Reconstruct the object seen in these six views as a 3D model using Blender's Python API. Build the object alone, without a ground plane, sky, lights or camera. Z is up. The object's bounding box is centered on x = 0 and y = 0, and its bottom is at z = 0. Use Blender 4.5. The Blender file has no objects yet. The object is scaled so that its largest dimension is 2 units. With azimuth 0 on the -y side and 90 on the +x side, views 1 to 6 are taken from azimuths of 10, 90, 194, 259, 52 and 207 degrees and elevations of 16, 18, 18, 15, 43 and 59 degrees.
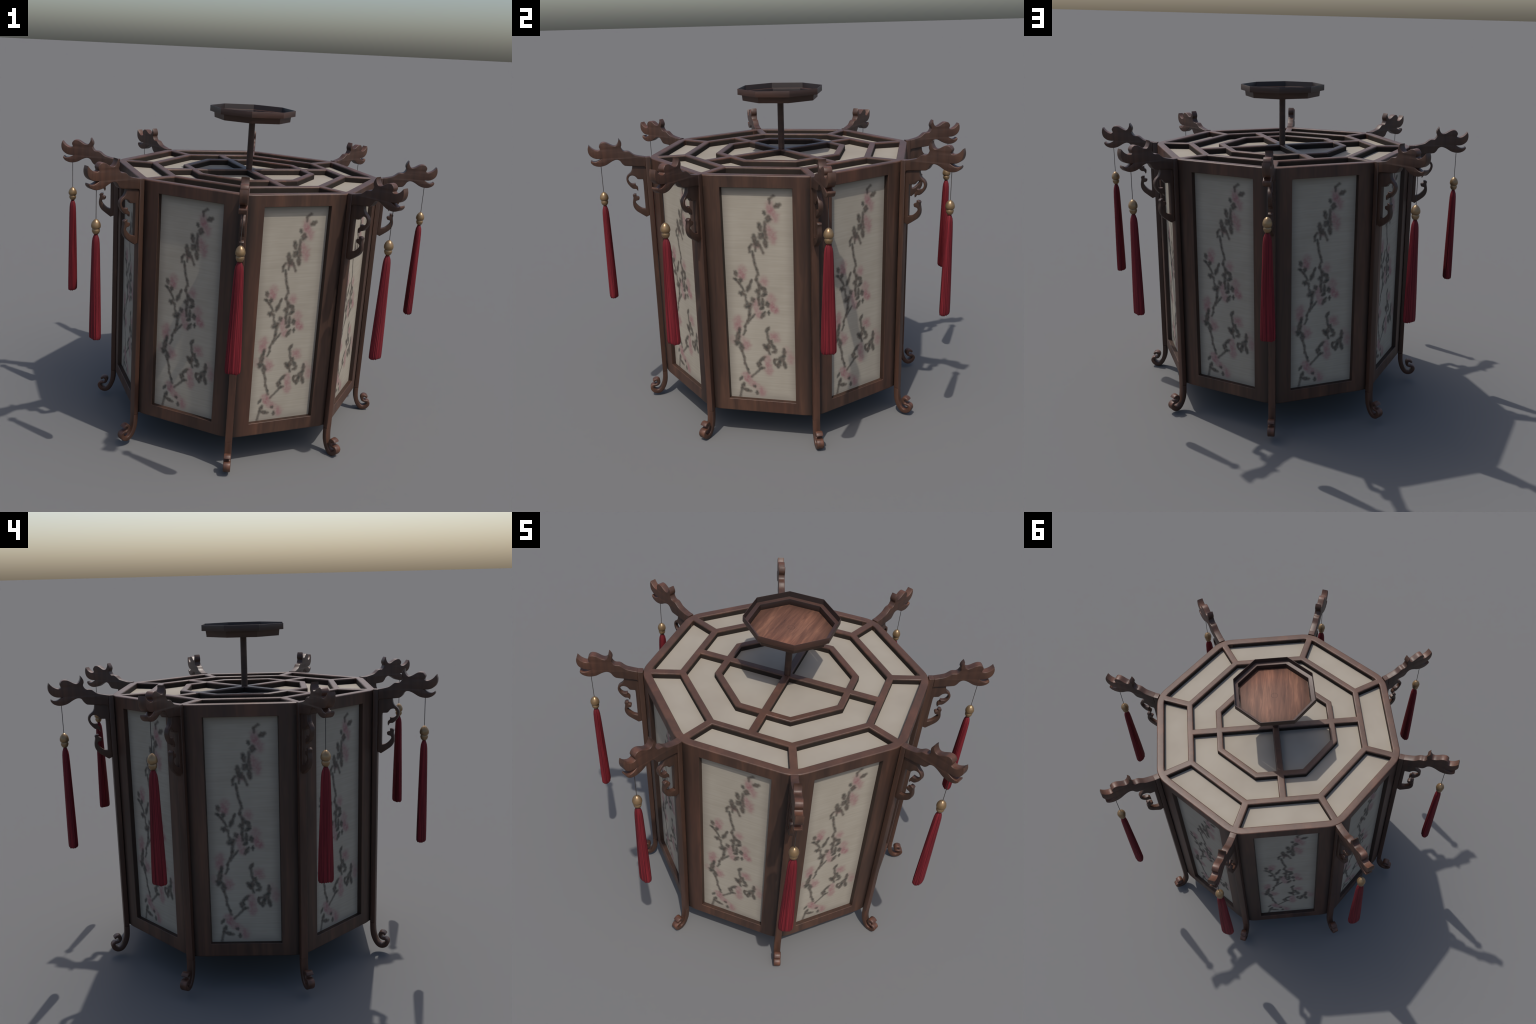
import bpy, bmesh, math, random
from mathutils import Vector, Matrix, Euler, noise

# --------------------------------------------------------------------------
# Octagonal palace lantern: wooden body with painted silk panels, latticed
# roof, eight corner posts with scroll feet, carved beast-head arms, scroll
# brackets and hanging tassels, and an octagonal tray on a rod.
# Local frame: lantern axis = z. A radial direction of azimuth a (0 = -y) is
# Rz(a) * (0,-1,0); Rz(a) * x is the tangent (to the right seen from outside).
# --------------------------------------------------------------------------
TAU = math.tau
STEP = math.pi / 4
TURN = math.radians(10.19)          # azimuth of the first corner
C22 = math.cos(math.pi / 8)
T22 = math.tan(math.pi / 8)

APO = 0.658                          # body face distance from the axis
Z_TOP, Z_BOT = 1.395, 0.166
OPEN_W, OPEN_LO, OPEN_HI = 0.1715, 0.2335, 1.3365
PANEL_D = 0.0225                      # how deep the panels sit
FILLET = 0.150                       # rounding of the body corners
POST_IN, POST_OUT, POST_W = 0.7005, 0.7265, 0.036


# ------------------------------- helpers ----------------------------------
def new_obj(name, mesh, parent=None, rot=0.0, mat=None, loc=(0, 0, 0)):
    ob = bpy.data.objects.new(name, mesh)
    bpy.context.scene.collection.objects.link(ob)
    if parent is not None:
        ob.parent = parent
    ob.rotation_euler = (0, 0, rot)
    ob.location = loc
    if mat is not None and mesh is not None and not mesh.materials:
        mesh.materials.append(mat)
    return ob


def finish(mesh, angle=40.0):
    for p in mesh.polygons:
        p.use_smooth = True
    mesh.set_sharp_from_angle(angle=math.radians(angle))
    return mesh


def bm_to_mesh(bm, name, angle=40.0):
    bmesh.ops.recalc_face_normals(bm, faces=bm.faces)
    me = bpy.data.meshes.new(name)
    bm.to_mesh(me)
    bm.free()
    return finish(me, angle)


def smooth_loop(pts, corners=(), steps=4, closed=True):
    """Catmull-Rom through pts; indices in corners stay sharp."""
    n = len(pts)
    out = []
    corners = set(corners)
    rng = range(n) if closed else range(n - 1)
    for i in rng:
        j = (i + 1) % n
        p1, p2 = Vector(pts[i]), Vector(pts[j])
        p0 = p1 - (p2 - p1) if (i in corners or (not closed and i == 0)) else Vector(pts[i - 1])
        p3 = p2 + (p2 - p1) if (j in corners or (not closed and j == n - 1)) else Vector(pts[(j + 1) % n])
        # centripetal-ish tangents, limited by the segment length
        seg = (p2 - p1).length
        t1 = (p2 - p0)
        t2 = (p3 - p1)
        t1 = t1.normalized() * seg if t1.length > 1e-9 else t1
        t2 = t2.normalized() * seg if t2.length > 1e-9 else t2
        for s in range(steps):
            u = s / steps
            h1 = 2 * u**3 - 3 * u**2 + 1
            h2 = -2 * u**3 + 3 * u**2
            h3 = u**3 - 2 * u**2 + u
            h4 = u**3 - u**2
            out.append(p1 * h1 + p2 * h2 + t1 * h3 + t2 * h4)
    if not closed:
        out.append(Vector(pts[-1]))
    return out


def carved_board(name, outline, thickness, bevel, res=2):
    """Board cut to an outline given as (radius, z), rounded along its rim.
    Lies in the plane x = 0 of the result with radius along -y."""
    cu = bpy.data.curves.new(name, 'CURVE')
    cu.dimensions = '2D'
    cu.fill_mode = 'BOTH'
    cu.extrude = thickness / 2 - bevel
    cu.bevel_depth = bevel
    cu.bevel_resolution = res
    cu.offset = -bevel
    sp = cu.splines.new('POLY')
    sp.points.add(len(outline) - 1)
    for p, q in zip(sp.points, outline):
        p.co = (q[0], q[1], 0, 1)
    sp.use_cyclic_u = True
    ob = bpy.data.objects.new(name, cu)
    bpy.context.scene.collection.objects.link(ob)
    dg = bpy.context.evaluated_depsgraph_get()
    me = bpy.data.meshes.new_from_object(ob.evaluated_get(dg))
    bpy.data.objects.remove(ob)
    bpy.data.curves.remove(cu)
    me.name = name
    bm = bmesh.new()
    bm.from_mesh(me)
    bmesh.ops.remove_doubles(bm, verts=bm.verts, dist=2e-5)
    for v in bm.verts:                       # (r, z, t) -> (t, -r, z)
        r, z, t = v.co
        v.co = (t, -r, z)
    bmesh.ops.recalc_face_normals(bm, faces=bm.faces)
    bm.to_mesh(me)
    bm.free()
    me.materials.clear()
    return finish(me, 42)


def lathe(profile, seg=32, squash=1.0, name='lathe', ripple=None):
    """Revolve (radius, z); squash scales y; ripple(angle, t) scales radius."""
    bm = bmesh.new()
    rings = []
    n = len(profile)
    for i, (r, z) in enumerate(profile):
        if r < 1e-6:
            rings.append([bm.verts.new((0, 0, z))])
            continue
        ring = []
        for s in range(seg):
            a = TAU * s / seg
            k = ripple(a, i / (n - 1)) if ripple else 1.0
            ring.append(bm.verts.new((r * k * math.cos(a), r * k * squash * math.sin(a), z)))
        rings.append(ring)
    for a, b in zip(rings, rings[1:]):
        for s in range(seg):
            t = (s + 1) % seg
            if len(a) == 1:
                bm.faces.new((a[0], b[s], b[t]))
            elif len(b) == 1:
                bm.faces.new((a[s], b[0], a[t]))
            else:
                bm.faces.new((a[s], b[s], b[t], a[t]))
    for ring, flip in ((rings[0], True), (rings[-1], False)):
        if len(ring) > 1:
            bm.faces.new(ring)
    return bm


def polar(r, az):
    return Vector((r * math.sin(az), -r * math.cos(az)))


def face_pt(j, x, ap):
    """Point on face j: x along the tangent, ap outwards."""
    a = (j + 0.5) * STEP
    return Vector((ap * math.sin(a) + x * math.cos(a), -ap * math.cos(a) + x * math.sin(a)))


# ------------------------------ materials ---------------------------------
class Nodes:
    def __init__(self, name):
        self.mat = bpy.data.materials.new(name)
        self.mat.use_nodes = True
        self.nt = self.mat.node_tree
        self.nt.nodes.clear()
        self.out = self.add('ShaderNodeOutputMaterial')
        self.bsdf = self.add('ShaderNodeBsdfPrincipled')
        self.link(self.bsdf.outputs[0], self.out.inputs[0])

    def add(self, kind, **kw):
        n = self.nt.nodes.new(kind)
        for k, v in kw.items():
            setattr(n, k, v)
        return n

    def link(self, a, b):
        self.nt.links.new(a, b)

    def put(self, sock, v):
        if isinstance(v, bpy.types.NodeSocket):
            self.link(v, sock)
        else:
            sock.default_value = v

    def coord(self, scale=(1, 1, 1), out='Object', loc=(0, 0, 0)):
        tc = self.add('ShaderNodeTexCoord')
        mp = self.add('ShaderNodeMapping')
        mp.inputs['Scale'].default_value = scale
        mp.inputs['Location'].default_value = loc
        self.link(tc.outputs[out], mp.inputs['Vector'])
        return mp.outputs[0]

    def noise(self, vec, scale, detail=3.0, rough=0.55, dist=0.0):
        n = self.add('ShaderNodeTexNoise')
        self.link(vec, n.inputs['Vector'])
        n.inputs['Scale'].default_value = scale
        n.inputs['Detail'].default_value = detail
        n.inputs['Roughness'].default_value = rough
        n.inputs['Distortion'].default_value = dist
        return n

    def ramp(self, fac, stops):
        r = self.add('ShaderNodeValToRGB')
        el = r.color_ramp.elements
        while len(el) < len(stops):
            el.new(0.5)
        for e, (p, c) in zip(el, stops):
            e.position = p
            e.color = (*c, 1) if len(c) == 3 else c
        self.link(fac, r.inputs[0])
        return r.outputs[0]

    def math(self, op, a, b=None, clamp=False):
        m = self.add('ShaderNodeMath', operation=op, use_clamp=clamp)
        self.put(m.inputs[0], a)
        if b is not None:
            self.put(m.inputs[1], b)
        return m.outputs[0]

    def vmath(self, op, a, b=None, c=None):
        m = self.add('ShaderNodeVectorMath', operation=op)
        self.put(m.inputs[0], a)
        if b is not None:
            self.put(m.inputs[1], b)
        if c is not None:
            self.put(m.inputs[2], c)
        return m.outputs['Value' if op in ('DOT_PRODUCT', 'LENGTH', 'DISTANCE') else 0]

    def mix(self, fac, a, b, blend='MIX'):
        m = self.add('ShaderNodeMix', data_type='RGBA', blend_type=blend)
        self.put(m.inputs[0], fac)
        self.put(m.inputs[6], a if isinstance(a, bpy.types.NodeSocket) else (*a, 1))
        self.put(m.inputs[7], b if isinstance(b, bpy.types.NodeSocket) else (*b, 1))
        return m.outputs[2]

    def maprange(self, v, a, b, c, d, smooth=True):
        m = self.add('ShaderNodeMapRange', interpolation_type='SMOOTHSTEP' if smooth else 'LINEAR')
        m.clamp = not smooth
        self.put(m.inputs[0], v)
        for i, x in enumerate((a, b, c, d)):
            self.put(m.inputs[i + 1], x)
        return m.outputs[0]

    def set(self, **kw):
        for k, v in kw.items():
            self.put(self.bsdf.inputs[k.replace('_', ' ')], v)

    def bump(self, height, strength, dist=0.002):
        b = self.add('ShaderNodeBump')
        b.inputs['Strength'].default_value = strength
        b.inputs['Distance'].default_value = dist
        self.link(height, b.inputs['Height'])
        self.link(b.outputs[0], self.bsdf.inputs['Normal'])


def wood(name, grain, dark, mid, light, rough=0.46, spec=0.40, cells=False, joint=None, inner_dark=False):
    """Stained hardwood; grain gives the noise frequency along x, y, z."""
    m = Nodes(name)
    v = m.coord(grain)
    fine = m.noise(v, 1.0, 4, 0.6, 0.6)
    broad = m.noise(m.coord(tuple(g * 0.28 for g in grain), loc=(3.1, 1.7, 0.4)), 1.0, 2, 0.5, 0.4)
    f = m.math('ADD', m.math('MULTIPLY', fine.outputs[0], 0.45),
               m.math('MULTIPLY', broad.outputs[0], 0.55))
    col = m.ramp(f, [(0.30, dark), (0.50, mid), (0.68, light)])
    # slow drift between brown and reddish wood
    tone = m.noise(m.coord((3.0, 3.0, 1.3), loc=(7.0, 2.0, 5.0)), 1.0, 1, 0.5)
    col = m.mix(m.maprange(tone.outputs[0], 0.42, 0.66, 0.0, 0.40),
                col, m.mix(1.0, col, (1.22, 0.92, 0.86), 'MULTIPLY'))
    # upward faces are a little lighter
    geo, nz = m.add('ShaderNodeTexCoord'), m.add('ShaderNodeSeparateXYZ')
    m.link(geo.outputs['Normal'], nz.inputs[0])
    top_pale = m.maprange(nz.outputs[2], 0.3, 0.95, 0.0, 1.0, False)
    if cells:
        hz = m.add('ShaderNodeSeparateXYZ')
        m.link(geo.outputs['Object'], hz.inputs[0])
        top_pale = m.math('MULTIPLY', top_pale, m.math('GREATER_THAN', hz.outputs[2], OPEN_HI))
    col = m.mix(top_pale, col,
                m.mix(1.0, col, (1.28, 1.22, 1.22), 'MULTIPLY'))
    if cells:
        col = m.mix(m.math('MULTIPLY', top_pale, 0.55), col, tuple(c * 1.35 for c in mid))
    if cells:        # the walls of the roof cells are coloured nearly black
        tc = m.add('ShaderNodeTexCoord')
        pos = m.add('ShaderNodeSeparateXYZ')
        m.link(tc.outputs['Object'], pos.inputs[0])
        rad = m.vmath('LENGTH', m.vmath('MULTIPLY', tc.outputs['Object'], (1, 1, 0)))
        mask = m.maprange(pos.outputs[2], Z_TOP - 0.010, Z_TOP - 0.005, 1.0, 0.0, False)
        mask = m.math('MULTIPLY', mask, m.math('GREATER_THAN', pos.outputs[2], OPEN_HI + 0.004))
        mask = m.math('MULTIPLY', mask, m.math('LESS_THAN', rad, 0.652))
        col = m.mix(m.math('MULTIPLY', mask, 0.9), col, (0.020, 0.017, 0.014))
        # ambient shadow painted into the angle between corner and post
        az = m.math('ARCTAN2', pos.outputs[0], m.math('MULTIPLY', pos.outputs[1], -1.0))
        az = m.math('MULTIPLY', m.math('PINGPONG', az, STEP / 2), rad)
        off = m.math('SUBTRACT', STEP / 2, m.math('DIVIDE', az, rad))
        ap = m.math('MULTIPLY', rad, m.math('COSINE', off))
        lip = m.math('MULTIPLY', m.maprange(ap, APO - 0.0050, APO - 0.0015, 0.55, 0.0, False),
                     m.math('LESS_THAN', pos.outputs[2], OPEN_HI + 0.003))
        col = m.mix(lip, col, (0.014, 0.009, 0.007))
        corner_shade = m.math('MULTIPLY', m.maprange(az, 0.012, 0.062, 0.62, 0.0),
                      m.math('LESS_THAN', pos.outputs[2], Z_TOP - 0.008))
        col = m.mix(corner_shade, col, (0.016, 0.011, 0.009))
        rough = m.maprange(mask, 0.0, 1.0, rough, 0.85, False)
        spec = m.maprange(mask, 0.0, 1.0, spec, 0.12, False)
    if inner_dark:   # inside walls facing the middle, blackened with baked occlusion
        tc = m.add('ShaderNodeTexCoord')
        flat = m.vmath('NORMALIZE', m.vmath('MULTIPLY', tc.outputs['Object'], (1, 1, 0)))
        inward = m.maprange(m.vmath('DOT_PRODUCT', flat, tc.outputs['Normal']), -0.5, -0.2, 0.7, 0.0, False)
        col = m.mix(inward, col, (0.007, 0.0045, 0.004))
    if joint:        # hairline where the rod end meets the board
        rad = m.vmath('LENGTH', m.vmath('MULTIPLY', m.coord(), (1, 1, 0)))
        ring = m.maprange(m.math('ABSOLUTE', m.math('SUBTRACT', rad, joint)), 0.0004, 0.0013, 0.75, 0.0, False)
        edge = m.maprange(rad, 0.12, 0.20, 0.0, 0.45)  # floor darkened outwards, occlusion from the rim drawn in
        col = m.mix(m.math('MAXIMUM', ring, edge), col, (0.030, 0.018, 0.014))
    m.set(Base_Color=col, Roughness=rough)
    m.put(m.bsdf.inputs['Specular IOR Level'], spec)
    m.bump(fine.outputs[0], 0.06, 0.002)
    return m.mat


DARK, MID, LIGHT = (0.026, 0.0142, 0.0100), (0.053, 0.0270, 0.0175), (0.094, 0.0450, 0.0272)
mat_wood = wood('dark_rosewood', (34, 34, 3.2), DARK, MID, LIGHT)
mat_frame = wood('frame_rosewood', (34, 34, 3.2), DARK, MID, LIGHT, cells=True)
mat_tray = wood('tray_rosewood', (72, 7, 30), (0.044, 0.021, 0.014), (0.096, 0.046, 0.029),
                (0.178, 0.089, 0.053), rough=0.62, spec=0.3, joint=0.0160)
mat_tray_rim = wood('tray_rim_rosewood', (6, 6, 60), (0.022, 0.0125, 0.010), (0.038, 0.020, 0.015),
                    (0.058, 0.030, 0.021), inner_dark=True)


def paper_material():
    m = Nodes('roof_paper')
    n = m.noise(m.coord((1, 1, 1)), 5.0, 3, 0.5)
    col = m.ramp(n.outputs[0], [(0.3, (0.242, 0.213, 0.175)), (0.7, (0.275, 0.247, 0.204))])
    m.set(Base_Color=col, Roughness=0.8)
    m.bsdf.inputs['Specular IOR Level'].default_value = 0.2
    return m.mat


# brush strokes of the plum-blossom painting, millimetres from the panel
# centre: (half width, [points along the stroke])
STEMS = [
    (5.0, [(79, 511), (59, 496)]), (3.0, [(59, 496), (60, 476)]),
    (6.4, [(34, 385), (33, 340), (40, 308)]),
    (4.6, [(8, 268), (23, 231)]), (4.6, [(-32, 272), (-44, 256), (-44, 233)]),
    (3.4, [(-13, 260), (-16, 240)]),
    (4.6, [(-32, 236), (-27, 218), (-22, 180), (-12, 146), (-4, 121)]),
    (6.0, [(-10, 118), (-16, 94), (-1, 63)]), (7.8, [(-1, 66), (-8, -3)]),
    (5.5, [(-8, -3), (-5, -38)]), (3.4, [(-116, 89), (-99, 69), (-78, 33)]),
    (4.1, [(-74, 14), (-70, -20)]), (8.3, [(-53, -46), (-56, -95)]),
    (5.5, [(-56, -95), (-66, -128), (-80, -154)]), (3.2, [(-31, -88), (-56, -122)]),
    (3.2, [(-80, -154), (-81, -179), (-91, -202)]),
    (4.8, [(-101, -293), (-92, -323), (-88, -357), (-76, -390), (-71, -410)]),
    (3.9, [(-57, -432), (-13, -388)]), (6.0, [(28, -178), (34, -219)]),
    (4.6, [(33, -277), (40, -299)]), (3.9, [(-110, -500), (-120, -548)]),
]
LEAVES = [
    (8.0, [(85, 460), (107, 470)]), (5.7, [(31, 434), (35, 423)]), (10.3, [(52, 410), (49, 390)]),
    (7.3, [(5, 376), (13, 344)]), (12.6, [(10, 309), (23, 324)]), (8.0, [(32, 300), (37, 264)]),
    (8.0, [(-21, 318), (-18, 293)]), (11.5, [(-18, 290), (0, 268)]),
    (6.0, [(1, 53), (24, 49), (27, 22), (9, 11)]), (7.3, [(-18, 33), (-7, 37)]),
    (5.5, [(12, -5), (11, -51), (0, -57)]), (8.3, [(33, -23), (38, -41)]),
    (3.7, [(41, -68), (40, -84)]), (6.0, [(21, -74), (4, -102)]),
    (6.4, [(-119, 131), (-115, 113)]), (4.1, [(-126, 94), (-115, 91)]),
    (9.6, [(-99, 22), (-82, 17)]), (6.9, [(-49, 64), (-63, 34)]), (2.8, [(-38, 93), (-48, 71)]),
    (7.3, [(-92, 93), (-96, 81)]), (14.2, [(-70, -47), (-50, -37)]), (7.8, [(-40, -5), (-33, -18)]),
    (5.0, [(-109, -167), (-111, -187)]), (8.7, [(-116, -193), (-122, -227)]),
    (12.4, [(-120, -232), (-127, -255)]), (9.6, [(-105, -256), (-101, -287)]),
]
LOWER_LEAVES = [
    (5.5, [(15, -315), (-9, -337)]), (9.6, [(-13, -346), (-18, -369)]), (5.0, [(-13, -381), (8, -377)]),
    (5.0, [(38, -155), (25, -175)]), (7.8, [(39, -227), (50, -237)]), (7.3, [(13, -251), (29, -275)]),
    (10.3, [(34, -247), (31, -272)]), (6.4, [(53, -248), (71, -272)]), (5.5, [(72, -283), (55, -287)]),
    (6.0, [(112, -266), (114, -300)]), (10.6, [(107, -306), (90, -335)]), (6.9, [(88, -341), (81, -368)]),
    (3.0, [(80, -325), (64, -326), (62, -346), (79, -364)]), (6.4, [(110, -336), (118, -368)]),
    (3.4, [(-107, -436), (-119, -454)]), (6.9, [(-98, -473), (-108, -497)]),
    (6.0, [(-99, -505), (-65, -513)]), (4.6, [(-47, -482), (-41, -486)]), (5.5, [(-32, -514), (-31, -527)]),
]
# petals: (half width, strength, from, to)
PETALS = [
    (12.6, 0.6, (59, 471), (63, 445)), (10.3, 0.8, (60, 442), (66, 432)), (18.4, 0.6, (72, 423), (81, 401)),
    (17.9, 0.6, (60, 341), (66, 319)), (11.5, 0.5, (69, 314), (73, 289)), (9.2, 0.4, (43, 365), (48, 353)),
    (7.3, 0.6, (-11, 270), (-4, 265)), (14.2, 0.6, (-84, 151), (-83, 130)), (13.3, 0.9, (-90, 119), (-85, 107)),
    (13.8, 0.6, (20, 98), (23, 75)), (16.1, 0.6, (54, 8), (57, -21)), (11.9, 1.0, (59, -42), (76, -64)),
    (11.9, 0.6, (-21, -17), (-22, -50)), (11.9, 0.6, (-15, -66), (-9, -95)),
    (16.5, 0.6, (-115, -115), (-118, -140)), (13.8, 0.7, (-119, -154), (-116, -170)),
    (15.1, 0.7, (-77, -243), (-78, -268)), (9.2, 0.3, (-103, -214), (-99, -228)),
    (9.6, 0.3, (-146, -223), (-145, -239)), (11.9, 0.6, (55, -195), (75, -194)),
    (11.0, 0.6, (60, -212), (80, -216)), (11.9, 0.6, (28, -320), (30, -348)),
    (8.3, 1.0, (31, -354), (32, -362)), (13.3, 0.6, (34, -373), (34, -402)),
    (13.3, 0.5, (145, -300), (143, -334)), (13.8, 0.3, (122, -268), (127, -276)),
    (11.9, 0.8, (-82, -422), (-68, -453)), (6.4, 1.0, (-81, -443), (-79, -451)),
    (11.5, 0.6, (-63, -462), (-57, -473)), (10.3, 0.5, (-42, -471), (-23, -492)),
    (13.8, 0.7, (-6, -500), (-4, -521)), (9.2, 0.4, (-96, -421), (-91, -426)),
]


def painting_material():
    m = Nodes('painted_silk')
    raw = m.coord((1000, 0, 1000))                       # millimetres, y dropped
    wob = m.noise(m.coord((1, 1, 1)), 70.0, 2, 0.5)
    off = m.vmath('SUBTRACT', wob.outputs['Color'], (0.5, 0.5, 0.5))
    pos = m.vmath('MULTIPLY_ADD', off, (9.0, 0.0, 9.0), raw)

    def stroke(a, b, inner, outer, top, belly=0.0):
        """Soft brush dab from a to b; belly makes it swell in the middle."""
        a, b = Vector((a[0], 0, a[1])), Vector((b[0], 0, b[1]))
        d = b - a
        pa = m.vmath('SUBTRACT', pos, tuple(a))
        h = m.vmath('DOT_PRODUCT', pa, tuple(d / d.length_squared))
        cl = m.add('ShaderNodeClamp')
        m.link(h, cl.inputs[0])
        h = cl.outputs[0]
        sc = m.add('ShaderNodeVectorMath', operation='SCALE')
        sc.inputs[0].default_value = tuple(d)
        m.link(h, sc.inputs['Scale'])
        dist = m.vmath('DISTANCE', pa, sc.outputs[0])
        if belly:
            mid = m.math('PINGPONG', h, 0.5)
            ma = m.add('ShaderNodeMath', operation='MULTIPLY_ADD')
            m.link(mid, ma.inputs[0])
            ma.inputs[1].default_value = -2.0 * belly
            m.link(dist, ma.inputs[2])
            dist = ma.outputs[0]
        return m.maprange(dist, inner, outer, 1.0 - top, 1.0)

    def screen(a, b):                                    # 1 - (1-a)(1-b) with a, b held inverted
        return m.math('MULTIPLY', a, b)

    pink = None
    for w, s, a, b in PETALS:
        k = stroke(a, b, w * 0.1, w * 1.25 + 13.0, min(1.0, s * 1.05 + 0.06), w * 0.6)
        pink = k if pink is None else screen(pink, k)
    ink = None
    for group, top, fat in ((STEMS, 0.88, 0.0), (LEAVES, 0.94, 0.75), (LOWER_LEAVES, 0.94, 0.75)):
        for w, pts in group:
            for a, b in zip(pts, pts[1:]):
                k = stroke(a, b, w * 0.3 - 1.5, w * 0.95 + 8.5, top, w * fat)
                ink = k if ink is None else screen(ink, k)

    pink = m.math('SUBTRACT', 1.0, pink)
    ink = m.math('SUBTRACT', 1.0, ink)

    # silk: warm ivory with faint weft lines and age stains
    weft = m.noise(m.coord((5, 1, 130)), 1.0, 3, 0.6)
    stain = m.noise(m.coord((6, 1, 5)), 1.0, 2, 0.5)
    base = m.ramp(m.math('ADD', m.math('MULTIPLY', weft.outputs[0], 0.5),
                         m.math('MULTIPLY', stain.outputs[0], 0.5)),
                  [(0.34, (0.272, 0.239, 0.190)), (0.64, (0.332, 0.297, 0.241))])
    # soft contact shade of the frame, baked into the silk edges
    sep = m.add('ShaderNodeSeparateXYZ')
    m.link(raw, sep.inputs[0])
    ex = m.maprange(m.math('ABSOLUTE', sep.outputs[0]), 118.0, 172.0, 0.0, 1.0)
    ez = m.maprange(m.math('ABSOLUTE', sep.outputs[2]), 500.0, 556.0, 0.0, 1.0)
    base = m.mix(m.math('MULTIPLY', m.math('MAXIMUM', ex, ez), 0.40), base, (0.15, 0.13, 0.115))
    blot = m.noise(m.coord((1, 1, 1), loc=(2, 0, 5)), 60.0, 2, 0.5)
    blot_p = m.maprange(blot.outputs[0], 0.3, 0.65, 0.55, 1.0)
    blot_i = m.maprange(blot.outputs[0], 0.35, 0.62, 1.0, 0.88)
    col = m.mix(m.math('MULTIPLY', pink, m.math('MULTIPLY', blot_p, 0.88)), base, (0.235, 0.104, 0.112))
    tint = m.mix(m.maprange(wob.outputs[0], 0.4, 0.6, 0.0, 1.0), (0.054, 0.050, 0.042), (0.080, 0.062, 0.050))
    col = m.mix(m.math('MULTIPLY', ink, blot_i), col, tint)
    m.set(Base_Color=col, Roughness=0.75)
    m.bsdf.inputs['Specular IOR Level'].default_value = 0.2
    return m.mat


def fringe_material():
    m = Nodes('red_silk_fringe')
    tc = m.add('ShaderNodeTexCoord')
    sep = m.add('ShaderNodeSeparateXYZ')
    m.link(tc.outputs['Object'], sep.inputs[0])
    ang = m.math('ARCTAN2', sep.outputs[1], sep.outputs[0])
    comb = m.add('ShaderNodeCombineXYZ')
    m.link(m.math('MULTIPLY', m.math('COSINE', ang), 4.5), comb.inputs[0])
    m.link(m.math('MULTIPLY', m.math('SINE', ang), 4.5), comb.inputs[1])
    m.link(m.math('MULTIPLY', sep.outputs[2], 2.0), comb.inputs[2])
    n = m.noise(comb.outputs[0], 1.0, 4, 0.65)
    col = m.ramp(n.outputs[0], [(0.34, (0.045, 0.004, 0.006)), (0.50, (0.120, 0.012, 0.017)),
                                (0.64, (0.200, 0.019, 0.025))])
    m.set(Base_Color=col, Roughness=0.62)
    m.bsdf.inputs['Specular IOR Level'].default_value = 0.15
    return m.mat


def plain(name, col, rough, metallic=0.0, spread=0.12, scale=30.0):
    m = Nodes(name)
    n = m.noise(m.coord(), scale, 3)
    lo = tuple(c * (1 - spread) for c in col)
    hi = tuple(c * (1 + spread) for c in col)
    m.set(Base_Color=m.ramp(n.outputs[0], [(0.3, lo), (0.7, hi)]), Roughness=rough, Metallic=metallic)
    return m.mat


mat_paper = paper_material()
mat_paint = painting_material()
mat_fringe = fringe_material()
mat_bead = plain('gilt_bead', (0.255, 0.165, 0.084), 0.34, 0.6)
mat_cord = plain('dark_cord', (0.035, 0.028, 0.024), 0.8)

# -------------------------------- lantern ---------------------------------
lantern = bpy.data.objects.new('palace_lantern', None)
bpy.context.scene.collection.objects.link(lantern)
lantern['label'] = 'dark wooden octagonal lantern with painted blossom panels and red tassels'
lantern['category'] = 'lantern'


# ---- body frame and roof lattice ------------------------------------------
def corner_arc(c, apo, radius, segs=6, half=None):
    """Rounded corner c of an octagon of apothem apo; half limits the lateral
    reach either side of the corner line (returns the two halves then)."""
    az = c * STEP
    centre = polar((apo - radius) / C22, az)
    pts = []
    for i in range(segs + 1):
        a = az - math.pi / 8 + math.pi / 4 * i / segs
        pts.append(centre + polar(radius, a))
    return pts


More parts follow.
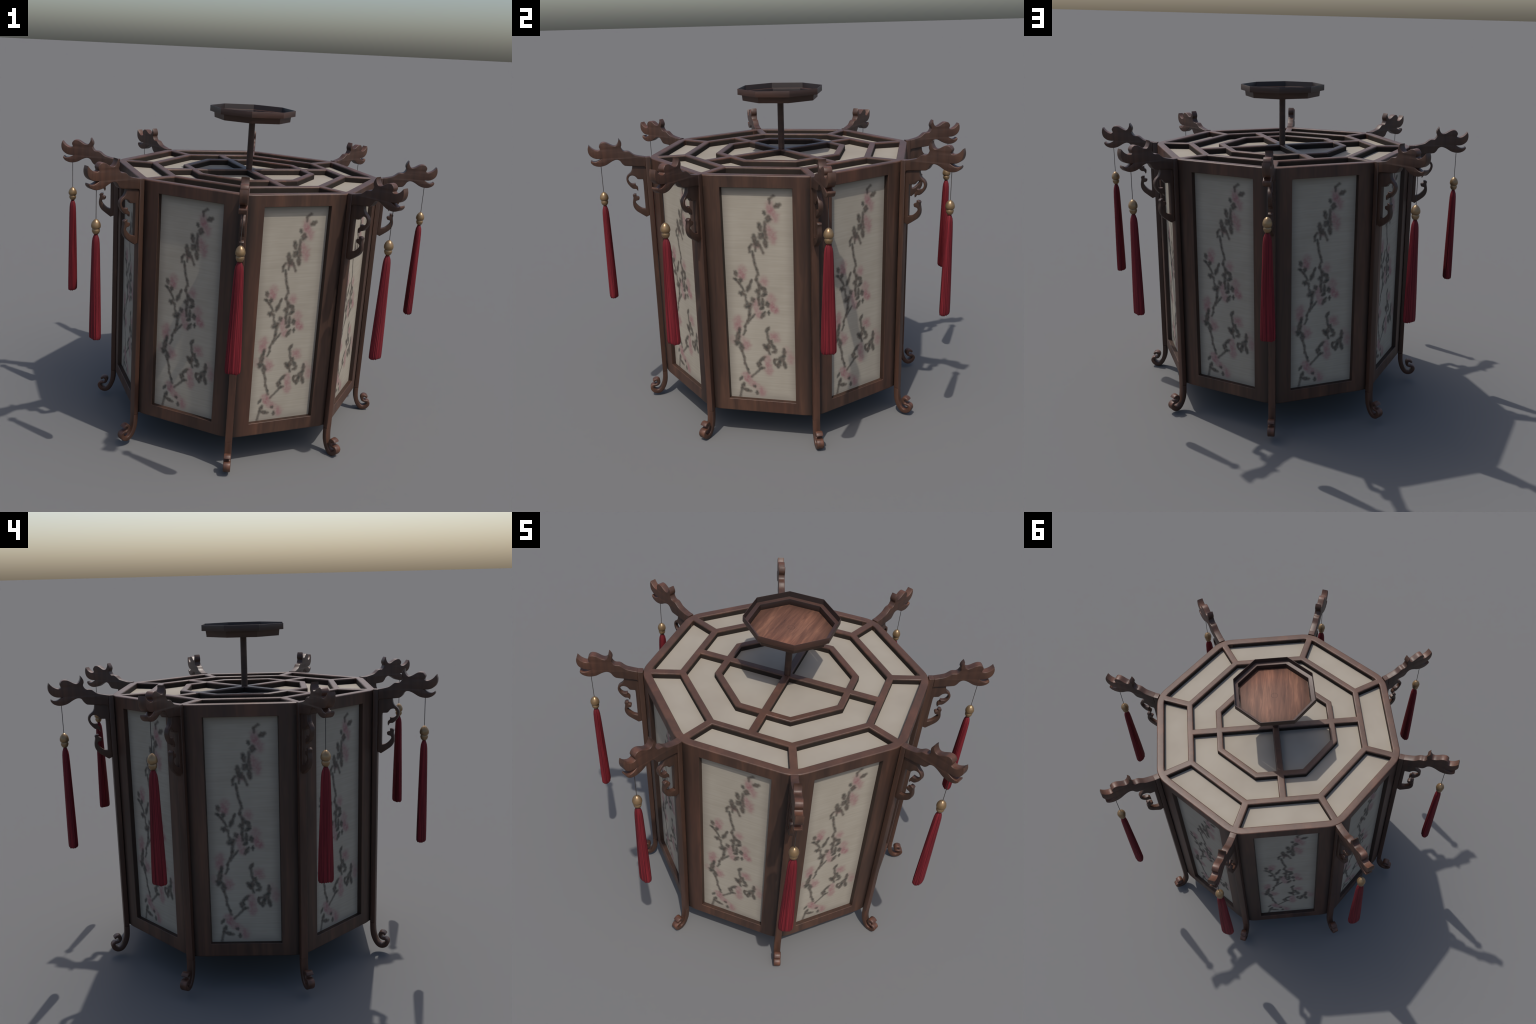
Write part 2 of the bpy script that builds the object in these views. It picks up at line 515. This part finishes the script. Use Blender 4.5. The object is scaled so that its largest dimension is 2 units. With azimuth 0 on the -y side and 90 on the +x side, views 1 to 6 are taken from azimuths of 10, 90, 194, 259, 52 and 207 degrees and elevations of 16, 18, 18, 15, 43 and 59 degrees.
def build_body():
    bm = bmesh.new()
    DEPTH = 0.032
    zs = [Z_BOT, OPEN_LO, OPEN_HI, Z_TOP]
    ring_o, ring_i, is_open = [], [], []
    for j in range(8):
        # along face j from its left opening edge to the next face's
        ring_o += [face_pt(j, -OPEN_W, APO), face_pt(j, OPEN_W, APO)]
        ring_i += [face_pt(j, -OPEN_W + 0.006, APO - DEPTH), face_pt(j, OPEN_W - 0.006, APO - DEPTH)]
        is_open += [True, False]
        arc = corner_arc(j + 1, APO, FILLET)
        arci = corner_arc(j + 1, APO - DEPTH, FILLET - DEPTH)
        ring_o += arc
        ring_i += arci
        is_open += [False] * len(arc)
    n = len(ring_o)
    vo = [[bm.verts.new((p.x, p.y, z)) for p in ring_o] for z in zs]
    zi = zs[:3] + [Z_TOP - 0.040]
    vi = [[bm.verts.new((p.x, p.y, z)) for p in ring_i] for z in zi]
    for k in range(3):
        for i in range(n):
            t = (i + 1) % n
            if k == 1 and is_open[i]:
                continue
            bm.faces.new((vo[k][i], vo[k][t], vo[k + 1][t], vo[k + 1][i]))
            bm.faces.new((vi[k][t], vi[k][i], vi[k + 1][i], vi[k + 1][t]))
    for i in range(n):
        t = (i + 1) % n
        bm.faces.new((vo[0][t], vo[0][i], vi[0][i], vi[0][t]))
        if is_open[i]:
            bm.faces.new((vo[1][i], vo[1][t], vi[1][t], vi[1][i]))
            bm.faces.new((vo[2][t], vo[2][i], vi[2][i], vi[2][t]))
            bm.faces.new((vo[1][i], vi[1][i], vi[2][i], vo[2][i]))
            bm.faces.new((vo[1][t], vo[2][t], vi[2][t], vi[1][t]))

    # roof: plane with cut-out cells
    SP = 0.0185                                   # half width of the bars
    R2O, R2I, R1O, R1I, RIM = 0.489, 0.456, 0.328, 0.295, 0.618
    RF = 0.108
    cells = []
    for j in range(8):
        x0 = R2O * T22 - SP / C22
        rc = (RIM - RF) / C22
        cell = [face_pt(j, -x0, R2O)]
        for side in (-1, 1):
            c = j if side < 0 else j + 1
            az = c * STEP
            cen = polar(rc, az)
            lim = math.asin(SP / RF)
            arc = [cen + polar(RF, az - side * (lim + (math.pi / 8 - lim) * i / 3)) for i in range(4)]
            cell += arc if side < 0 else arc[::-1]
        cell.append(face_pt(j, x0, R2O))
        cells.append(cell)
    for j in (0, 2, 4, 6):
        a, b = (j + 1) * STEP, (j + 2) * STEP
        cells.append([face_pt(j, SP, R2I), polar(R2I / C22, a), polar(R2I / C22, b), face_pt(j + 2, -SP, R2I),
                      face_pt(j + 2, -SP, R1O), polar(R1O / C22, b), polar(R1O / C22, a), face_pt(j, SP, R1O)])
        cells.append([face_pt(j, SP, R1I), polar(R1I / C22, a), polar(R1I / C22, b), face_pt(j + 2, -SP, R1I),
                      polar(SP * math.sqrt(2), (a + b) / 2)])
    edges = [bm.edges.get((vo[3][i], vo[3][(i + 1) % n])) for i in range(n)]
    rim_v = vo[3]
    hole_edges = []
    for cell in cells:
        vs = [bm.verts.new((p.x, p.y, Z_TOP)) for p in cell]
        low = [bm.verts.new((p.x, p.y, Z_TOP - 0.040)) for p in cell]
        for i in range(len(vs)):
            t = (i + 1) % len(vs)
            e = bm.edges.new((vs[i], vs[t]))
            hole_edges.append(e)
            bm.faces.new((vs[t], vs[i], low[i], low[t]))
    bmesh.ops.triangle_fill(bm, use_beauty=True, use_dissolve=False, edges=edges + hole_edges,
                            normal=Vector((0, 0, 1)))
    bmesh.ops.recalc_face_normals(bm, faces=bm.faces)
    # join coplanar triangles back, then round the visible edges
    top = [f for f in bm.faces if abs(f.calc_center_median().z - Z_TOP) < 1e-5]
    sharp, fine = [], []
    for e in bm.edges:
        if len(e.link_faces) == 2 and e.calc_face_angle(0) > math.radians(50):
            zlo, zhi = sorted(v.co.z for v in e.verts)
            rmax = max(v.co.xy.length for v in e.verts)
            ap = max(max(v.co.xy.length * math.cos((math.atan2(v.co.x, -v.co.y)) % STEP - STEP / 2)
                         for v in e.verts), 0)
            if zlo > Z_TOP - 1e-4 or (zhi < Z_BOT + 1e-4 and ap > APO - 0.004):
                sharp.append(e)
            elif OPEN_LO - 1e-4 < zlo and zhi < OPEN_HI + 1e-4 and ap > APO - 0.004:
                fine.append(e)
    bmesh.ops.bevel(bm, geom=fine, offset=0.0022, segments=2, profile=0.5, affect='EDGES',
                    clamp_overlap=True)
    sharp = [e for e in sharp if e.is_valid]
    bmesh.ops.bevel(bm, geom=sharp, offset=0.0062, segments=3, profile=0.5, affect='EDGES',
                    clamp_overlap=True)
    bmesh.ops.recalc_face_normals(bm, faces=bm.faces)
    return bm


def split_body(bm):
    """Roof lattice = everything of the top inside the rim; the rest is frame."""
    def inside(f):
        c = f.calc_center_median()
        if c.z < Z_TOP - 0.044:
            return False
        az = math.atan2(c.x, -c.y)
        d = (az + math.pi / 8) % STEP - math.pi / 8
        ap = c.xy.length * math.cos(abs(d) - math.pi / 8)
        return ap < 0.6
    bm2 = bm.copy()
    bmesh.ops.delete(bm, geom=[f for f in bm.faces if inside(f)], context='FACES')
    bmesh.ops.delete(bm2, geom=[f for f in bm2.faces if not inside(f)], context='FACES')
    return bm, bm2


body = build_body()
# cut cleanly along the rim so that frame and lattice part on straight lines
for j in range(8):
    a = (j + 0.5) * STEP
    nrm = Vector((math.sin(a), -math.cos(a), 0))
    faces = [f for f in body.faces if f.calc_center_median().z > Z_TOP - 0.001]
    geom = faces + list({e for f in faces for e in f.edges}) + list({v for f in faces for v in f.verts})
    bmesh.ops.bisect_plane(body, geom=geom, dist=1e-5, plane_co=nrm * 0.6, plane_no=nrm)
frame_bm, lattice_bm = split_body(body)
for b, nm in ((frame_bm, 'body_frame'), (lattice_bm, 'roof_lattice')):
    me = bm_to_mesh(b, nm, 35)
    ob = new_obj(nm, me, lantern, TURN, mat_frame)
    wn = ob.modifiers.new('weighted', 'WEIGHTED_NORMAL')
    wn.keep_sharp = True
    wn.weight = 100

# ---- roof paper ----
bm = bmesh.new()
low = [bm.verts.new((*polar(0.628 / C22, c * STEP), Z_TOP - 0.037)) for c in range(8)]
up = [bm.verts.new((*polar(0.628 / C22, c * STEP), Z_TOP - 0.031)) for c in range(8)]
bm.faces.new(up)
bm.faces.new(low[::-1])
for c in range(8):
    bm.faces.new((low[c], low[(c + 1) % 8], up[(c + 1) % 8], up[c]))
new_obj('roof_paper', bm_to_mesh(bm, 'roof_paper'), lantern, TURN, mat_paper)

# ---- painted panels ----
bm = bmesh.new()
bmesh.ops.create_cube(bm, size=1.0, matrix=Matrix.Diagonal((2 * OPEN_W + 0.012, 0.006, OPEN_HI - OPEN_LO + 0.012, 1)))
panel = bm_to_mesh(bm, 'painted_panel')
for j in range(8):
    a = TURN + (j + 0.5) * STEP
    p = polar(APO - PANEL_D - 0.003, a)
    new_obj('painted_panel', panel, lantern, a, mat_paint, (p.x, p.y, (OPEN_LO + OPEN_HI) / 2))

# ---- corner posts, feet, beast-head arms, brackets ----
post_me = carved_board('corner_post', [(POST_IN, 0.157), (POST_OUT, 0.157), (POST_OUT, Z_TOP + 0.003),
                                       (POST_IN, Z_TOP + 0.003)], POST_W, 0.0028)

FOOT_LINE = [(0.7135, 0.1561, 0.0130), (0.7145, 0.120, 0.0130), (0.718, 0.092, 0.0128), (0.7255, 0.068, 0.0125),
             (0.737, 0.047, 0.0122), (0.752, 0.0335, 0.0122), (0.768, 0.0315, 0.0120), (0.783, 0.039, 0.0115),
             (0.7925, 0.0525, 0.0105), (0.7925, 0.0650, 0.0090), (0.7835, 0.0725, 0.0075), (0.7700, 0.0735, 0.0068),
             (0.7595, 0.0785, 0.0075), (0.7545, 0.0890, 0.0085), (0.7565, 0.1010, 0.0085), (0.7655, 0.1068, 0.0076),
             (0.7760, 0.1045, 0.0070), (0.7830, 0.0975, 0.0064)]
line = smooth_loop([(a, b, c) for a, b, c in FOOT_LINE], closed=False, steps=3)
left, right = [], []
for i, p in enumerate(line):
    d = (line[min(i + 1, len(line) - 1)] - line[max(i - 1, 0)]).xy.normalized()
    nrm = Vector((-d.y, d.x))
    left.append(p.xy + nrm * p.z)
    right.append(p.xy - nrm * p.z)


def ribbon_solid(name, left, right, thickness, bevel):
    """Solid strip between two lines in the (radius, z) plane, rim rounded."""
    bm = bmesh.new()
    h = thickness / 2
    sec = []
    for l, r in zip(left, right):
        w = r - l
        b = min(bevel, w.length * 0.4)
        u = w.normalized() * b
        ring = [(l, -h + b), (l + u * 0.3, -h + b * 0.3), (l + u, -h), (r - u, -h), (r - u * 0.3, -h + b * 0.3),
                (r, -h + b), (r, h - b), (r - u * 0.3, h - b * 0.3), (r - u, h), (l + u, h), (l + u * 0.3, h - b * 0.3),
                (l, h - b)]
        sec.append([bm.verts.new((t, -q.x, q.y)) for q, t in ring])
    for a, b in zip(sec, sec[1:]):
        for i in range(12):
            k = (i + 1) % 12
            bm.faces.new((a[i], a[k], b[k], b[i]))
    bm.faces.new(sec[0])
    bm.faces.new(sec[-1][::-1])
    return bm_to_mesh(bm, name, 50)


foot_me = ribbon_solid('scroll_foot', left, right, POST_W, 0.004)

HEAD = [(0.7268, 1.3985), (0.745, 1.4025), (0.761, 1.406), (0.780, 1.412), (0.793, 1.421), (0.804, 1.430),
        (0.814, 1.4335), (0.828, 1.434), (0.837, 1.439), (0.844, 1.450), (0.8455, 1.457), (0.8415, 1.468),
        (0.842, 1.480), (0.8475, 1.492), (0.8545, 1.5015), (0.855, 1.490), (0.860, 1.478), (0.867, 1.4685),
        (0.877, 1.465), (0.891, 1.469), (0.908, 1.479), (0.919, 1.4845), (0.931, 1.4865), (0.942, 1.4845),
        (0.950, 1.477), (0.9545, 1.468), (0.953, 1.459), (0.9505, 1.452), (0.955, 1.4475), (0.965, 1.446),
        (0.978, 1.450), (0.993, 1.460), (1.0065, 1.476), (1.0115, 1.458), (1.0105, 1.438), (1.003, 1.422),
        (0.987, 1.4095), (0.969, 1.404), (0.948, 1.4035), (0.962, 1.395), (0.973, 1.390), (0.984, 1.3885),
        (0.993, 1.3905), (1.0005, 1.396), (1.003, 1.389), (0.999, 1.380), (0.988, 1.3705), (0.967, 1.3635),
        (0.944, 1.3645), (0.923, 1.371), (0.899, 1.385), (0.879, 1.393), (0.865, 1.3925), (0.854, 1.385),
        (0.846, 1.372), (0.835, 1.361), (0.822, 1.358), (0.799, 1.3555), (0.738, 1.3495), (0.7305, 1.3465),
        (0.7268, 1.339)]
arm_me = carved_board('beast_head_arm', smooth_loop(HEAD, (0, 14, 28, 32, 38, 43, 60), 3), POST_W, 0.0028)

BRACKET = [(0.7262, 1.353), (0.796, 1.357), (0.797, 1.347), (0.800, 1.333), (0.808, 1.3205), (0.823, 1.309),
           (0.831, 1.294), (0.831, 1.276), (0.823, 1.257), (0.806, 1.237), (0.797, 1.2325), (0.785, 1.2310),
           (0.777, 1.2185), (0.775, 1.231), (0.777, 1.242), (0.785, 1.2495), (0.787, 1.255), (0.786, 1.262),
           (0.798, 1.261), (0.809, 1.263), (0.8185, 1.273), (0.8215, 1.286), (0.8175, 1.297), (0.809, 1.3035),
           (0.798, 1.304), (0.787, 1.2995), (0.779, 1.291), (0.7745, 1.2845), (0.768, 1.2825), (0.747, 1.281),
           (0.7455, 1.268), (0.7455, 1.121), (0.757, 1.1235), (0.767, 1.1275), (0.783, 1.1415), (0.793, 1.155),
           (0.794, 1.1625), (0.789, 1.1685), (0.777, 1.171), (0.773, 1.178), (0.773, 1.1865), (0.778, 1.190),
           (0.788, 1.193), (0.787, 1.205), (0.798, 1.2055), (0.8065, 1.198), (0.804, 1.188), (0.8065, 1.173),
           (0.809, 1.158), (0.808, 1.141), (0.802, 1.125), (0.789, 1.109), (0.744, 1.0765), (0.7262, 1.084)]
bracket_me = carved_board('scroll_bracket', smooth_loop(BRACKET, (0, 1, 12, 17, 29, 30, 31, 42, 43, 52, 53), 2),
                          0.022, 0.0028)

# ---- tassels ----
random.seed(11)
TR = 0.9545                                      # where the tassels hang
bead_prof = [(0.0, 1.2270), (0.0030, 1.2262), (0.0075, 1.2238), (0.0135, 1.2185), (0.0186, 1.2105), (0.0216, 1.2015),
             (0.0224, 1.1935), (0.0213, 1.1868), (0.0184, 1.1825), (0.0160, 1.1805), (0.0168, 1.1790), (0.0184, 1.1765),
             (0.0186, 1.1725), (0.0176, 1.1665), (0.0150, 1.1605), (0.0115, 1.1560), (0.0070, 1.1530), (0.0, 1.1520)]
bead_me = bm_to_mesh(lathe([(r, z - 1.19) for r, z in bead_prof], 28), 'gilt_bead', 60)
cord_me = bm_to_mesh(lathe([(0.0016, -0.080), (0.0016, 0.080)], 8), 'cord', 60)

strand = [random.uniform(-1, 1) for _ in range(44)]


def ripple(a, t):
    k = a / TAU * 44
    i = int(k) % 44
    amp = 0.018 + 0.040 * min(1.0, t * 1.3)
    return 1 + amp * (strand[i] * 0.7 + (0.5 if i % 2 else -0.5))


FZ0, FZ1 = 1.156, 0.640
widths = [(0.0, 0.0075, 0.0070), (0.02, 0.0125, 0.0105), (0.045, 0.0178, 0.0145), (0.08, 0.0205, 0.0165),
          (0.15, 0.0225, 0.0178), (0.30, 0.0250, 0.0190), (0.50, 0.0290, 0.0205), (0.70, 0.0328, 0.0217),
          (0.88, 0.0355, 0.0226), (0.97, 0.0364, 0.0228), (0.993, 0.0358, 0.0224), (1.0, 0.0335, 0.0205)]
bm = bmesh.new()
rings = []
SEG = 88
for t, wx, wy in widths:
    z = FZ0 + (FZ1 - FZ0) * t
    ring = []
    for s in range(SEG):
        a = TAU * s / SEG
        k = ripple(a + 1e-6, t)
        if s % 2 == 0:
            k = 1.0 + (k - 1.0) * 0.3 - 0.012
        frill = -0.004 * abs(strand[(s // 2) % 44]) if t == 1.0 else 0.0
        ring.append(bm.verts.new((wx * k * math.cos(a), wy * k * math.sin(a), z - 0.9 + frill)))
    rings.append(ring)
for a, b in zip(rings, rings[1:]):
    for s in range(SEG):
        t = (s + 1) % SEG
        bm.faces.new((a[s], b[s], b[t], a[t]))
for ring in (rings[0], rings[-1]):
    c = bm.verts.new((0, 0, ring[0].co.z + (0.004 if ring is rings[-1] else 0.0)))
    for s in range(SEG):
        bm.faces.new((ring[s], ring[(s + 1) % SEG], c))
fringe_me = bm_to_mesh(bm, 'fringe', 80)

for k in range(8):
    a = TURN + k * STEP
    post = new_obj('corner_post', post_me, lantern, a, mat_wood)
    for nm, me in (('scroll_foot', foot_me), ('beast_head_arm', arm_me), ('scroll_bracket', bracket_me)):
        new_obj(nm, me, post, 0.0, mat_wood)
    p = polar(TR, a)
    tas = bpy.data.objects.new('tassel', None)
    bpy.context.scene.collection.objects.link(tas)
    tas.parent = lantern
    tas.location = (p.x, p.y, 0)
    tas.rotation_euler = (0, 0, a)
    new_obj('cord', cord_me, tas, 0, mat_cord, (0, 0, 1.295))
    new_obj('bead', bead_me, tas, 0, mat_bead, (0, 0, 1.19))
    new_obj('fringe', fringe_me, tas, 0, mat_fringe, (0, 0, 0.9))

# ---- hanging rod and tray ----
bm = lathe([(0.0165, Z_TOP - 0.026), (0.0165, 1.6615)], 32)
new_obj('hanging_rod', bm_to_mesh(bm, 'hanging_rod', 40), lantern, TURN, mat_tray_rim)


def octa_rings(profile, name, mat, cap_last, phase=0.0):
    bm = bmesh.new()
    rings = []
    for r, z in profile:
        rings.append([bm.verts.new((*polar(r, c * STEP - phase), z)) for c in range(8)])
    for a, b in zip(rings, rings[1:]):
        for c in range(8):
            d = (c + 1) % 8
            bm.faces.new((a[c], a[d], b[d], b[c]))
    if cap_last:
        bm.faces.new(rings[-1])
        bm.faces.new(rings[0][::-1])
    else:
        for c in range(8):
            d = (c + 1) % 8
            bm.faces.new((rings[-1][c], rings[-1][d], rings[0][d], rings[0][c]))
    bmesh.ops.recalc_face_normals(bm, faces=bm.faces)
    hard = [e for e in bm.edges if e.calc_face_angle(0) > 0.9]
    bmesh.ops.bevel(bm, geom=hard, offset=0.0009, segments=2, profile=0.5, affect='EDGES')
    ob = new_obj(name, bm_to_mesh(bm, name, 30), tray, phase, mat)
    return ob


tray = bpy.data.objects.new('tray', None)
bpy.context.scene.collection.objects.link(tray)
tray.parent = lantern
tray.rotation_euler = (0, 0, TURN)
octa_rings([(0.201, 1.6585), (0.2045, 1.690), (0.2265, 1.690), (0.2265, 1.7205), (0.2243, 1.7205), (0.2238, 1.6925),
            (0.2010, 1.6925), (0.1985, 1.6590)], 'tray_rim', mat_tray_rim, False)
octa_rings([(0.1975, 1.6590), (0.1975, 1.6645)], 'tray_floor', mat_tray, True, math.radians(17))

# ---- the lantern leans a little; set it on the ground and centre it ----
lantern.rotation_euler = Euler((math.radians(0.214), math.radians(1.392), 0.0))
lantern.location = (-0.0348, 0.0044, 0.0)
bpy.context.view_layer.update()
lo, hi = Vector((9, 9, 9)), Vector((-9, -9, -9))
for ob in bpy.context.scene.objects:
    if ob.type == 'MESH':
        for v in ob.data.vertices:
            w = ob.matrix_world @ v.co
            for i in range(3):
                lo[i] = min(lo[i], w[i])
                hi[i] = max(hi[i], w[i])
lantern.location -= Vector(((lo.x + hi.x) / 2, (lo.y + hi.y) / 2, lo.z))
bpy.context.view_layer.update()
